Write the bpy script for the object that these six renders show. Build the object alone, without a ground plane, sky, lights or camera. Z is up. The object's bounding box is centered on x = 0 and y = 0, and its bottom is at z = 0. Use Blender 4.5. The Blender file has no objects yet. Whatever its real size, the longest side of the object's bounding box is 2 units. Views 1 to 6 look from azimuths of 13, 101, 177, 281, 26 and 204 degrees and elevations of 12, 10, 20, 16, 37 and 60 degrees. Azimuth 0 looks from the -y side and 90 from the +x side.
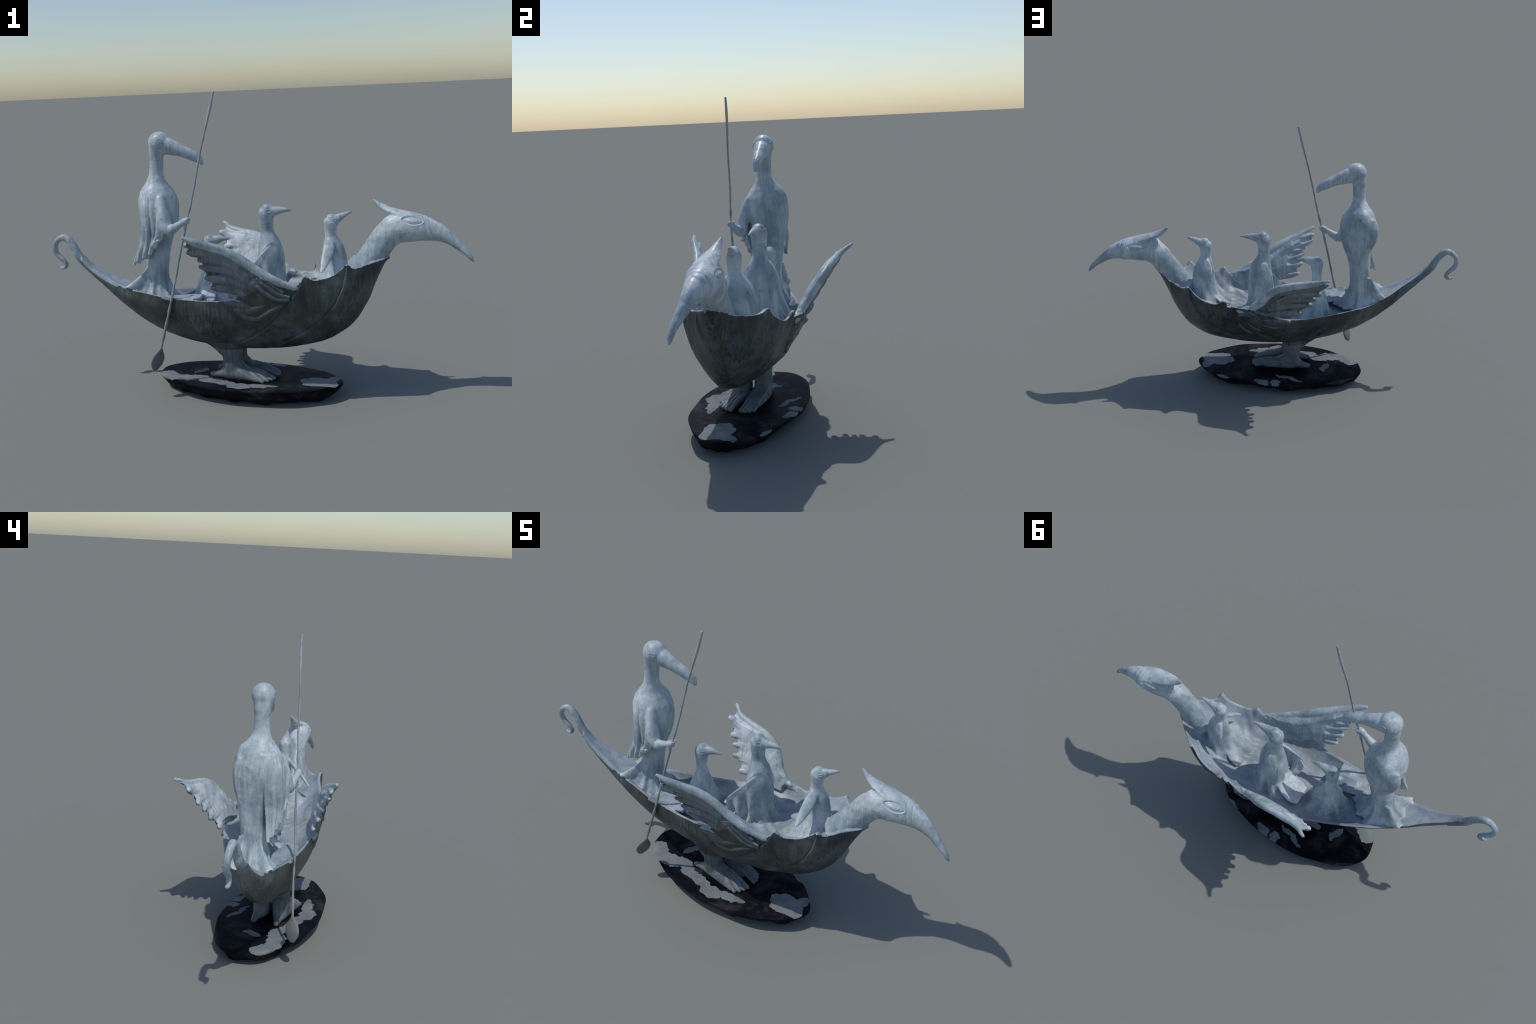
# Bronze bird-boat: a boat shaped like a crested bird with a boatman and three passengers.
# Everything cast in bronze is modelled from lofted primitives, fused into one skin by a
# voxel remesh, filleted, carved, then separated by region into named parts.
import bpy, math
import numpy as np
from mathutils import Vector
from mathutils.bvhtree import BVHTree
from mathutils import noise as mnoise

VOXEL = 0.0027
rng = np.random.default_rng(7)
A = np.array
TAU = 2 * math.pi

# ------------------------------------------------------------------ helpers
def unit(v):
    v = np.asarray(v, float)
    return v / np.maximum(np.linalg.norm(v, axis=-1, keepdims=True), 1e-12)

def curve(pts, n):
    """Centripetal-ish Catmull-Rom through control points, n samples, even in chord length of xyz."""
    P = np.asarray(pts, float)
    if len(P) == 2:
        t = np.linspace(0, 1, n)[:, None]
        return P[0] * (1 - t) + P[1] * t
    d = np.linalg.norm(np.diff(P[:, :3], axis=0), axis=1) ** 0.5
    t = np.concatenate([[0], np.cumsum(np.maximum(d, 1e-6))])
    m = np.zeros_like(P)
    m[1:-1] = (P[2:] - P[:-2]) / (t[2:] - t[:-2])[:, None]
    m[0] = (P[1] - P[0]) / (t[1] - t[0]); m[-1] = (P[-1] - P[-2]) / (t[-1] - t[-2])
    u = np.linspace(0, t[-1], n)
    k = np.clip(np.searchsorted(t, u, side='right') - 1, 0, len(P) - 2)
    h = (t[k + 1] - t[k])[:, None]; s = ((u - t[k])[:, None]) / h
    return ((2*s**3 - 3*s**2 + 1) * P[k] + (s**3 - 2*s**2 + s) * h * m[k]
            + (-2*s**3 + 3*s**2) * P[k + 1] + (s**3 - s**2) * h * m[k + 1])

def by_x(ctrl, xs):
    """Smooth interpolation of rows (x, a, b..) as functions of x."""
    P = A(sorted(ctrl), float)
    t = P[:, 0]; V = P[:, 1:]
    m = np.zeros_like(V)
    m[1:-1] = (V[2:] - V[:-2]) / (t[2:] - t[:-2])[:, None]
    k = np.clip(np.searchsorted(t, xs, side='right') - 1, 0, len(P) - 2)
    h = (t[k + 1] - t[k])[:, None]; s = np.clip((xs - t[k])[:, None] / h, 0, 1)
    return ((2*s**3 - 3*s**2 + 1) * V[k] + (s**3 - 2*s**2 + s) * h * m[k]
            + (-2*s**3 + 3*s**2) * V[k + 1] + (s**3 - s**2) * h * m[k + 1])

SRC_V, SRC_F, SRC_L = [], [], []     # fused bronze sources: vertices, faces, label per face
LABELS = []
def label_id(lab):
    if lab not in LABELS:
        LABELS.append(lab)
    return LABELS.index(lab)

def put(lab, V, F, face_labels=None):
    off = sum(len(v) for v in SRC_V)
    SRC_V.append(np.asarray(V, float))
    SRC_F.extend([tuple(i + off for i in f) for f in F])
    SRC_L.extend(face_labels if face_labels is not None else [label_id(lab)] * len(F))

def ring_mesh(R):
    """R: (m, n, 3) rings -> closed mesh with fan caps."""
    m, n, _ = R.shape
    V = np.concatenate([R.reshape(-1, 3), [R[0].mean(0)], [R[-1].mean(0)]])
    F = []
    for i in range(m - 1):
        for j in range(n):
            k = (j + 1) % n
            F.append((i*n + j, i*n + k, (i+1)*n + k, (i+1)*n + j))
    for j in range(n):
        k = (j + 1) % n
        F.append((m*n, k, j)); F.append((m*n + 1, (m-1)*n + j, (m-1)*n + k))
    return V, F

def tube_rings(st, side=None, normal=None, n=20, m=40, power=2.0, caps=(1, 1)):
    """st rows: x, y, z, h, w. h is measured along N, w along S."""
    C = curve(st, m)
    c, h, w = C[:, :3], np.maximum(C[:, 3], .0012), np.maximum(C[:, 4], .0012)
    T = unit(np.gradient(c, axis=0))
    ext_c, ext_h, ext_w, ext_T = [], [], [], []
    def cap(i, sgn):
        out = []
        r = min(h[i], w[i])
        for f in (0.35, 0.7, 0.92):
            s = math.sqrt(1 - f * f)
            out.append((c[i] + sgn * T[i] * r * f * 0.9, h[i] * s, w[i] * s, T[i]))
        return out
    pre = cap(0, -1)[::-1] if caps[0] else []
    post = cap(-1, 1) if caps[1] else []
    c = np.vstack([[p[0] for p in pre]] + [c] + [[p[0] for p in post]]) if pre and post else (
        np.vstack([[p[0] for p in pre], c]) if pre else (np.vstack([c, [p[0] for p in post]]) if post else c))
    h = np.concatenate([[p[1] for p in pre], h, [p[1] for p in post]])
    w = np.concatenate([[p[2] for p in pre], w, [p[2] for p in post]])
    T = np.vstack([A([p[3] for p in pre]).reshape(-1, 3), T, A([p[3] for p in post]).reshape(-1, 3)])
    if normal is not None:
        S = unit(np.cross(T, A(normal, float))); N = np.cross(S, T)
    else:
        sv = A(side if side is not None else (0, 1, 0), float)
        S = unit(sv - T * (T @ sv)[:, None]); N = np.cross(T, S)
    th = np.linspace(0, TAU, n, endpoint=False)
    cs, sn = np.cos(th), np.sin(th)
    e = 2.0 / power
    cs, sn = np.sign(cs) * abs(cs) ** e, np.sign(sn) * abs(sn) ** e
    return c[:, None] + (h[:, None] * cs)[..., None] * N[:, None] + (w[:, None] * sn)[..., None] * S[:, None]

def tube(lab, st, **k):
    V, F = ring_mesh(tube_rings(st, **k)); put(lab, V, F)

def ball(lab, c, r, n=28):
    ph = np.linspace(0.06, math.pi - 0.06, n // 2)
    th = np.linspace(0, TAU, n, endpoint=False)
    R = np.stack([np.stack([c[0] + r[0]*math.sin(p)*np.cos(th), c[1] + r[1]*math.sin(p)*np.sin(th),
                            np.full(n, c[2] + r[2]*math.cos(p))], -1) for p in ph])
    V, F = ring_mesh(R); put(lab, V, F)

def stack(lab, rows, fold=None, n=72, m=60, push=None, egg=.12):
    """Upright robe: rows z, x_back, x_front, y_left, y_right; fold(theta, z) scales the radius."""
    rows = sorted(rows)
    z = np.linspace(rows[0][0], rows[-1][0], m)
    Q = by_x(rows, z)
    th = np.linspace(0, TAU, n, endpoint=False)
    R = np.zeros((m, n, 3))
    for i in range(m):
        xb, xf, yl, yr = Q[i]
        f = fold(th, z[i]) if fold else 1.0
        R[i, :, 0] = (xb + xf)/2 + f * (xf - xb)/2 * np.cos(th)
        R[i, :, 1] = (yl + yr)/2 + f * (yl - yr)/2 * np.sin(th) * np.where(np.sin(th) > 0, 1 - egg*np.clip(np.cos(th), 0, 1), 1)
        R[i, :, 2] = z[i]
        if push:
            d = push(th, z[i]); R[i, :, 0] += d*np.cos(th); R[i, :, 1] += d*np.sin(th)
    V, F = ring_mesh(R); put(lab, V, F)

def sheet(lab, G, t):
    """Grid of points G (a, b, 3) thickened by t (scalar or (a, b) array)."""
    G = np.asarray(G, float); a, b, _ = G.shape
    N = unit(np.cross(np.gradient(G, axis=0), np.gradient(G, axis=1)))
    t = np.broadcast_to(np.asarray(t, float), (a, b))[..., None]
    V = np.concatenate([(G + N*t/2).reshape(-1, 3), (G - N*t/2).reshape(-1, 3)])
    o = a * b; F = []
    for i in range(a - 1):
        for j in range(b - 1):
            q = (i*b + j, i*b + j + 1, (i+1)*b + j + 1, (i+1)*b + j)
            F.append(q); F.append(tuple(o + k for k in reversed(q)))
    edge = [(i, 0) for i in range(a)] + [(a-1, j) for j in range(1, b)] + \
           [(i, b-1) for i in range(a-2, -1, -1)] + [(0, j) for j in range(b-2, 0, -1)]
    for k in range(len(edge)):
        p = edge[k][0]*b + edge[k][1]; q = edge[(k+1) % len(edge)]; q = q[0]*b + q[1]
        F.append((p, q, o + q, o + p))
    put(lab, V, F)

# ------------------------------------------------------------------ hull and deck
RIM_R = [(.638,-.084,.650),(.60,-.108,.642),(.58,-.117,.636),(.54,-.138,.626),(.50,-.170,.616),(.475,-.194,.622),
         (.46,-.211,.641),(.44,-.210,.624),(.42,-.213,.606),(.40,-.218,.593),(.36,-.227,.580),(.32,-.234,.575),
         (.29,-.238,.588),(.275,-.238,.596),(.262,-.243,.575),(.25,-.250,.557),(.22,-.258,.562),(.18,-.262,.572),
         (.10,-.266,.552),(0,-.261,.510),(-.10,-.243,.476),(-.20,-.231,.471),(-.30,-.215,.473),(-.40,-.196,.479),
         (-.50,-.170,.491),(-.60,-.144,.508),(-.65,-.131,.525),(-.70,-.119,.549),(-.75,-.111,.577),(-.80,-.102,.611),(-.84,-.094,.645)]
RIM_L = [(.638,-.070,.650),(.62,-.048,.643),(.58,-.002,.622),(.54,.035,.607),(.50,.076,.600),(.475,.100,.606),
         (.46,.112,.615),(.44,.120,.598),(.42,.130,.576),(.40,.139,.562),(.36,.151,.544),(.32,.158,.537),
         (.30,.166,.543),(.285,.176,.558),(.27,.178,.560),(.262,.167,.535),(.25,.163,.524),(.22,.171,.523),
         (.18,.187,.523),(.14,.198,.518),(.10,.196,.503),(0,.184,.465),(-.10,.164,.445),(-.20,.138,.443),
         (-.30,.108,.446),(-.40,.078,.455),(-.50,.039,.464),(-.60,.000,.497),(-.65,-.024,.519),(-.70,-.042,.548),(-.75,-.053,.578),(-.80,-.062,.614),(-.84,-.064,.650)]
KEEL = [(.638,-.077,.640),(.62,-.077,.625),(.595,-.077,.580),(.57,-.078,.523),(.543,-.079,.455),(.49,-.081,.365),(.445,-.085,.318),(.35,-.093,.262),
        (.22,-.099,.230),(.10,-.100,.216),(-.05,-.099,.212),(-.20,-.097,.224),(-.34,-.094,.252),(-.46,-.090,.296),
        (-.56,-.085,.352),(-.60,-.082,.382),(-.65,-.080,.420),(-.70,-.080,.465),(-.75,-.080,.512),(-.80,-.080,.556),(-.84,-.080,.602)]
FLOOR = [(.638,.636),(.60,.625),(.55,.597),(.50,.568),(.44,.535),(.40,.514),(.35,.497),(.30,.480),(.26,.462),(.22,.447),(.15,.443),(.05,.432),(-.10,.410),
         (-.25,.402),(-.35,.408),(-.45,.432),(-.52,.460),(-.60,.490),(-.65,.513),(-.70,.543),(-.75,.572),(-.80,.607),(-.84,.640)]

xs = np.concatenate([np.linspace(.638, .56, 26), np.linspace(.556, .24, 90), np.linspace(.236, -.84, 150)])
rr, rl, kk, ff = by_x(RIM_R, xs), by_x(RIM_L, xs), by_x(KEEL, xs), by_x(FLOOR, xs)[:, 0]
NO, NI = 72, 48
rings, lip = [], 0.013
a_out = np.sin(np.linspace(-math.pi/2, math.pi/2, NO))
a_in = np.sin(np.linspace(math.pi/2, -math.pi/2, NI))
for i in range(len(xs)):
    (yr, zr), (yl, zl), (yk, zk) = rr[i], rl[i], kk[i]
    w = abs(a_out); left = a_out > 0
    ry = np.where(left, yl, yr); rz = np.where(left, zl, zr)
    dep = (1 - w**2) ** 0.83
    bulge = 0.010 * np.sin(math.pi * np.clip(w, 0, 1) ** 3) * (1 if xs[i] < .56 else 0.3)
    oy = yk + (ry - yk) * w + np.where(left, np.interp(xs[i], [.15,.4], [-.5,1.0]), np.interp(xs[i], [.15,.4], [-1.7,-1.5])) * bulge
    oz = rz - (rz - zk) * dep
    lp = min(lip, 0.3 * (yl - yr))
    cy, hw = (yl + yr)/2, (yl - yr)/2 - lp
    u = abs(a_in); p = float(np.interp(xs[i], [-.6,-.45,.2,.4], [3.0,5.5,5.5,2.8]))
    iz_rim = np.where(a_in > 0, zl, zr) - 0.003
    fz = min(ff[i], min(zl, zr) - 0.004)
    iz = fz + (iz_rim - fz) * u ** p
    iy = cy + hw * a_in
    rings.append(np.concatenate([np.stack([np.full(NO, xs[i]), oy, oz], -1), np.stack([np.full(NI, xs[i]), iy, iz], -1)]))
V, F = ring_mesh(A(rings))
n_ring = NO + NI
hull_l, deck_l = label_id(("hull",)), label_id(("deck",))
fl = []
for f in F:
    js = [v % n_ring for v in f[:4]]
    fl.append(deck_l if (len(f) == 4 and min(js) >= NO) else hull_l)
put(None, V, F, fl)

# curled tail at the stern
tube(("tail",), [(-.785,-.081,.572,.020,.020),(-.83,-.079,.614,.0215,.019),(-.857,-.077,.645,.021,.019),(-.874,-.074,.675,.0185,.018),(-.893,-.071,.705,.0185,.017),
                 (-.915,-.069,.727,.018,.016),(-.936,-.067,.735,.0165,.0155),(-.965,-.066,.723,.0135,.014),(-.9855,-.064,.697,.0133,.0135),
                 (-.9872,-.062,.670,.0130,.013),(-.979,-.061,.648,.0128,.0125),(-.960,-.061,.630,.0125,.012),(-.944,-.061,.614,.011,.011),
                 (-.9375,-.061,.598,.0102,.0105),(-.945,-.061,.585,.009,.010),(-.957,-.061,.5815,.0080,.009),(-.971,-.060,.585,.0055,.006)], m=80)
# folds of metal on the stern bench, beside the boatman
sheet(("deck",), A([[(x, y, z + .012*math.sin(40*y + 20*x)) for y, z in ((-.205,.474),(-.175,.470),(-.145,.462),(-.115,.450),(-.090,.432))]
                    for x in (-.21,-.26,-.31,-.36,-.40)]), .016)

# ------------------------------------------------------------------ figurehead
FH = "figurehead"
tube((FH, "neck"), [(.495,-.055,.560,.062,.060),(.520,-.057,.590,.064,.058),(.548,-.057,.628,.063,.055),(.580,-.056,.680,.060,.050),(.618,-.053,.732,.062,.051),
                    (.655,-.050,.762,.064,.054)], m=30, n=32, caps=(1, 1))
tube((FH, "head"), [(.630,-.052,.745,.060,.052),(.665,-.050,.770,.068,.056),(.715,-.047,.774,.068,.060),(.765,-.047,.771,.060,.057),(.800,-.049,.764,.053,.048)], m=30, n=32)
tube((FH, "beak"), [(.775,-.050,.770,.056,.052),(.805,-.054,.763,.0500,.043),(.840,-.056,.753,.0420,.034),(.870,-.062,.7405,.0335,.027),(.900,-.068,.7215,.0250,.022),
                    (.930,-.077,.6985,.0195,.0175),(.950,-.083,.6815,.0160,.0150),(.970,-.089,.6625,.0125,.0120),(.985,-.0915,.6445,.0095,.0090),(.9945,-.092,.631,.005,.005)], m=40, n=28)
tube((FH, "crest"), [(.785,-.049,.795,.024,.030),(.745,-.047,.813,.024,.043),(.695,-.043,.828,.021,.044),(.645,-.038,.843,.018,.034),(.610,-.033,.858,.017,.022),
                     (.585,-.027,.876,.012,.014),(.566,-.0215,.892,.006,.007)], m=30, n=20, power=1.7)

# ------------------------------------------------------------------ wings of the boat
def y_right(x, z):
    b = np.interp(z, [.38,.45,.53,.593,.64,.70,.74,.773,.80], [-.238,-.252,-.268,-.291,-.309,-.321,-.326,-.332,-.345])
    return b + np.interp(z, [.45,.53,.6,.7,.8], [0,.06,.15,.25,.25]) * (x + .15)
def y_left(x, z):
    return np.interp(z, [.36,.44,.479,.54,.583,.62,.686,.70,.72,.741],
                     [.130,.175,.189,.218,.243,.265,  .300,.310,.330,.361]) - .07 * (x + .15)

WINGS = {
 "right": dict(fn=y_right, lead_y=([-.239,-.2,-.15,-.1,-.05,0,.05,.1,.15,.2,.24], [-.361,-.355,-.338,-.318,-.300,-.291,-.285,-.281,-.272,-.262,-.252]), out=A([0,-.9,-.42]), lead=[(.238,.551),(.159,.587),(.079,.635),(.032,.671),(-.015,.705),(-.062,.730),(-.124,.755),(-.186,.776),(-.232,.791)],
  rows=[[(.16,.560),(.075,.585),(.013,.627),(-.066,.679),(-.144,.714),(-.191,.727),(-.226,.738)],
        [(.15,.545),(.050,.564),(-.012,.613),(-.084,.655),(-.138,.668),(-.174,.670)],
        [(.14,.525),(.048,.546),(-.009,.583),(-.072,.615),(-.136,.632),(-.171,.641)],
        [(.13,.500),(.046,.520),(-.012,.554),(-.077,.577),(-.124,.582),(-.155,.589)],
        [(.12,.470),(.044,.488),(.001,.509),(-.050,.528),(-.101,.535),(-.138,.538)]],
  feathers=[([(.075,.590),(.013,.632),(-.066,.686),(-.144,.722),(-.191,.735),(-.228,.742)],.017,.011,0),
            ([(.058,.578),(-.004,.622),(-.082,.671),(-.145,.695),(-.193,.706),(-.220,.713)],.021,.011,0),
            ([(.050,.564),(-.012,.613),(-.084,.655),(-.138,.668),(-.176,.672)],.020,.011,0),
            ([(.048,.546),(-.009,.583),(-.072,.615),(-.136,.632),(-.173,.642)],.020,.012,0),
            ([(.046,.520),(-.012,.554),(-.077,.577),(-.124,.582),(-.158,.589)],.023,.012,0),
            ([(.044,.488),(.001,.509),(-.050,.528),(-.101,.535),(-.140,.538)],.022,.012,0),
            ([(.041,.447),(-.004,.461),(-.045,.472),(-.078,.475)],.019,.013,.004),
            ([(.101,.462),(.047,.442),(-.003,.433),(-.036,.440)],.020,.012,.002),
            ([(.183,.531),(.151,.555),(.128,.577),(.114,.590)],.0120,.011,.020),
            ([(.210,.510),(.156,.527),(.114,.559),(.090,.580)],.0120,.011,.019),
            ([(.209,.496),(.155,.499),(.105,.527),(.072,.557)],.0130,.011,.016),
            ([(.172,.462),(.127,.438),(.086,.412),(.057,.398),(.008,.405),(-.028,.428)],.013,.009,.003)]),
 "left": dict(fn=y_left, out=A([0,.83,-.55]), lead=[(.197,.500),(.143,.512),(.090,.552),(.057,.602),(.030,.640),(-.012,.665),(-.073,.683),(-.134,.696),(-.193,.711),(-.241,.738)],
  rows=[[(.14,.510),(.06,.575),(.02,.610),(-.089,.655),(-.159,.668),(-.206,.680),(-.236,.687)],
        [(.13,.500),(.002,.561),(-.067,.619),(-.138,.631),(-.172,.628),(-.205,.620)],
        [(.12,.490),(.026,.540),(-.045,.580),(-.117,.593),(-.179,.585)],
        [(.12,.480),(.040,.512),(-.023,.537),(-.095,.550),(-.165,.541)],
        [(.12,.465),(.059,.478),(.000,.493),(-.059,.498),(-.112,.485)]],
  feathers=[([(.02,.615),(-.089,.659),(-.159,.671),(-.206,.681),(-.241,.687)],.023,.012,0),
            ([(.002,.575),(-.067,.619),(-.138,.631),(-.172,.628),(-.209,.619)],.025,.012,0),
            ([(.026,.540),(-.045,.580),(-.117,.593),(-.184,.584)],.021,.012,0),
            ([(.040,.512),(-.023,.537),(-.095,.550),(-.169,.541)],.022,.012,0),
            ([(.059,.478),(0,.493),(-.059,.498),(-.116,.484)],.025,.013,0),
            ([(.088,.458),(.038,.453),(-.017,.447),(-.067,.439)],.015,.012,.003),
            ([(.113,.451),(.067,.417),(.027,.399),(-.004,.396)],.010,.010,.001),
            ([(.152,.429),(.122,.393),(.086,.370)],.010,.009,.001),
            ([(.192,.413),(.164,.373),(.129,.351)],.010,.009,.001),
            ([(.133,.476),(.172,.489),(.197,.478)],.013,.012,.006),
            ([(.108,.490),(.138,.503),(.163,.502)],.012,.013,.008)]),
}
for side, W in WINGS.items():
    g, fn, out = "wing#" + side, W["fn"], W["out"]
    def lift(p, off=0.0):
        P = A([(x, fn(x, z), z) for x, z in p]); return P + out * off
    lead = lift(W["lead"])
    if "lead_y" in W:
        lead[:, 1] = np.interp(lead[:, 0], *W["lead_y"])
    n = len(lead); t = np.linspace(0, 1, n)
    hh = np.interp(t, [0,.15,.5,.85,1], [.012,.017,.018,.015,.007]); ww = np.interp(t, [0,.2,.55,.85,1], [.012,.020,.023,.018,.009])
    up = unit(A([0, -out[2], out[1]])) * (1 if out[1] > 0 else -1)
    lead = lead - up * ww[:, None] * (.85 if side == "right" else .25) - out * (0 if side == "right" else .007*np.interp(t, [0,.3,.8,1], [1,1,.6,0])[:, None])
    tube((g, "leading_edge"), np.column_stack([lead, hh, ww]), normal=out, m=60, n=20)
    rows = [curve(lead, 30)] + [curve(lift(r), 30) for r in W["rows"]]
    # shorten rows so that the feather tips stand free
    G = np.stack([r[np.linspace(0, 28.4 if k == 0 or side == "right" else 28, 29).round().astype(int)] for k, r in enumerate(rows)])
    G = np.stack([curve(G[:, j], 26) for j in range(G.shape[1])], axis=1)
    uu, vv = np.meshgrid(np.linspace(0, 1, 26), np.linspace(0, 1, 29), indexing='ij')
    hollow = lambda t, side=side: (.021 if side == "right" else .007)*np.interp(t, [0,.25,.7,1], [.35,1,.85,.05])       # the plumage is hollowed under the leading edge
    th = np.interp(vv, [0,.25,.7,1], [.016,.016,.015,.011]) + (0 if side == "right" else np.interp(vv, [0,.3,.75,1], [.008,.012,.010,.002]))
    G = G - out*((hollow(vv)*np.interp(uu, [0,.25,.75,1], [.2,1,1,.45]) + th/2)*np.clip(uu/.15, 0, 1))[..., None]
    sheet((g, "web"), G, th)
    for k, (pts, w, h, off) in enumerate(W["feathers"]):
        fly = off == 0
        P = lift(pts, .001 + off); n = len(P); t = np.linspace(0, 1, n)
        P = P + out*(np.interp(t, [0,.2,.6,.85,1], [-.002,.005,.004,-.004,-.012]) if fly else 0*t)[:, None]
        if fly: P = P - out*(hollow(t)*(.6 if k == 0 else 1.0 if k < 4 else .55))[:, None]
        w2, h2 = (w, h*1.2) if fly else (w, h)
        ww = w2*np.interp(t, [0,.3,.8,.93,1], [.6,.85,1.05,.95,.55]); hh2 = h2*np.interp(t, [0,.25,.8,1], [.5,.85,1.05,.8])
        tube((g, "feather#%d" % k), np.column_stack([P, hh2, ww]), normal=out, m=36, n=16)
    if side == "right":      # swelling of the shoulder under the small coverts
        P = lift([(.215,.535),(.15,.528),(.08,.520),(.02,.490)], -.010)
        tube((g, "web"), np.column_stack([P, [.008,.015,.016,.010], [.030,.062,.070,.050]]), normal=out, m=30, n=24)

# ------------------------------------------------------------------ legs and feet of the boat
for side, ly, tips, heel in (("right", -.128, [(.066,-.196),(.086,-.181),(.101,-.163),(.110,-.144)], (-.208,-.126)),
                             ("left", -.036, [(.118,-.097),(.122,-.080),(.118,-.062),(.108,-.045)], (-.200,-.018))):
    g = "leg#" + side
    tube((g, "shank"), [(-.116,ly + (.012 if side == "right" else -.012),.262,.120,.038),(-.107,ly,.222,.069,.040),(-.099,ly,.196,.052,.040),(-.097,ly,.165,.047,.040),
                        (-.094,ly,.135,.050,.041),(-.085,ly,.108,.060,.042)], side=(0,1,0), m=30, n=28, caps=(0, 0))
    mid = np.mean(tips, axis=0)
    hx, hy = heel
    tube((g, "foot"), [(hx + .010, hy, .083,.012,.013),(hx + .045, hy + (ly - hy)*.3, .088,.018,.019),(-.115, ly,.098,.036,.036),(-.06, ly + (mid[1]-ly)*.2,.100,.038,.043),
                       (-.01, ly + (mid[1]-ly)*.5,.092,.026,.045),(.045, ly + (mid[1]-ly)*.85,.083,.017,.040)], m=36, n=26)
    for k, (tx, ty) in enumerate(tips):
        f = (k - 1.5) / 1.5
        s = A([-.045, ly + .006 + f*(.022 if ty < -.1 else .020), .112]); e = A([tx - .008, ty, .0805])
        m1 = s*.5 + e*.5 + A([0, 0, .006])
        tube((g, "toe#%d" % k), [(*s,.012,.010),(*m1,.013,.0105),(*(e*.85 + s*.15 + A([0,0,.002])),.0115,.0105),(*e,.010,.010)], m=22, n=14)

# ------------------------------------------------------------------ boatman
BM = "boatman"
def robe_folds(th, z):
    k = np.clip((.66 - z)/.2, 0, 1)
    f = 1 + k * (.075*np.cos(9*th + .6) + .06*np.cos(14*th + 2.) + .04*np.cos(5*th))
    return f + .006*np.cos(7*th + z*12)
def robe_train(th, z):
    grow = np.clip((.605 - z)/.095, 0, 1)**1.6*np.clip((z - .435)/.05, 0, 1)
    return grow*(.088*np.exp(-((th - 3.88)/.20)**2) + .066*np.exp(-((th - 2.45)/.22)**2) + .03*np.exp(-((th - 3.15)/.2)**2))
stack((BM, "torso"), [(1.035,-.474,-.405,-.022,-.093),(1.0,-.490,-.397,-.002,-.108),(.97,-.512,-.375,.028,-.130),(.935,-.528,-.354,.044,-.148),
      (.90,-.536,-.344,.047,-.150),(.86,-.533,-.344,.045,-.147),(.81,-.522,-.351,.036,-.138),(.76,-.515,-.368,.028,-.126),(.715,-.513,-.387,.022,-.116),
      (.66,-.513,-.400,.013,-.108),(.62,-.516,-.407,.007,-.104)], egg=.26)
stack((BM, "robe"), [(.64,-.512,-.404,.009,-.110),(.60,-.519,-.410,.004,-.106),(.555,-.530,-.413,-.001,-.110),(.51,-.552,-.403,.002,-.122),
      (.475,-.580,-.385,.014,-.145),(.45,-.605,-.362,.030,-.160),(.43,-.62,-.34,.04,-.17)], fold=robe_folds, n=140, push=robe_train)
# lappets of the robe over the stern bench
tube((BM, "robe"), [(-.505,-.006,.600,.010,.016),(-.520,-.002,.560,.012,.022),(-.55,.005,.520,.012,.024),(-.578,.010,.500,.009,.016)], normal=(.4,.5,.7), m=24)
tube((BM, "neck"), [(-.440,-.058,1.000,.044,.046),(-.4395,-.058,1.035,.0345,.036),(-.436,-.057,1.075,.0325,.0335),(-.434,-.055,1.12,.0335,.0350),(-.425,-.054,1.165,.042,.042)], side=(0,1,0), m=24, n=28)
ball((BM, "head"), (-.418,-.053,1.178), (.051,.049,.051))
tube((BM, "beak"), [(-.405,-.053,1.165,.044,.040),(-.375,-.053,1.160,.040,.037),(-.345,-.053,1.150,.034,.031),(-.309,-.053,1.1365,.0275,.025),(-.266,-.052,1.1185,.0245,.021),
                    (-.238,-.052,1.103,.021,.017),(-.222,-.052,1.087,.014,.012),(-.2175,-.052,1.077,.008,.008)], m=34, n=24)
# folded wing on the left flank
tube((BM, "wing#left"), [(-.497,.012,.935,.014,.028),(-.494,.026,.890,.015,.044),(-.480,.028,.830,.014,.046),(-.462,.020,.770,.012,.038),(-.452,.012,.715,.010,.026),(-.458,.007,.660,.007,.010)],
     normal=(-.15,1,0), m=34, n=24)
# hanging sleeve-wing on the right flank, pleated
back = [(-.518,-.072,.957),(-.519,-.086,.87),(-.516,-.096,.78),(-.523,-.108,.70),(-.543,-.117,.645),(-.554,-.121,.612)]
midl = [(-.485,-.120,.957),(-.478,-.143,.885),(-.470,-.148,.80),(-.482,-.146,.725),(-.506,-.139,.672),(-.520,-.134,.636)]
midr = [(-.445,-.130,.955),(-.432,-.150,.885),(-.428,-.154,.81),(-.437,-.152,.745),(-.455,-.148,.700),(-.470,-.143,.660)]
frnt = [(-.408,-.132,.945),(-.392,-.155,.875),(-.386,-.173,.82),(-.392,-.177,.775),(-.404,-.172,.757),(-.416,-.167,.742)]
C = np.stack([curve(c, 40) for c in (back, midl, midr, frnt)])
G = np.stack([curve(C[:, i], 60) for i in range(40)])
tt, aa = np.meshgrid(np.linspace(0, 1, 40), np.linspace(0, 1, 60), indexing='ij')
pleat = (lambda q: np.sin(q) + .35*np.sin(2*q + .6))(aa*TAU*4.6 + 1.3*tt + .8*np.sin(3*tt))*.0105*np.clip(tt*1.8 - .10, 0, 1) + np.sin(aa*TAU*9 + 2*tt)*.0025*np.clip(tt*2 - .7, 0, 1)
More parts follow.
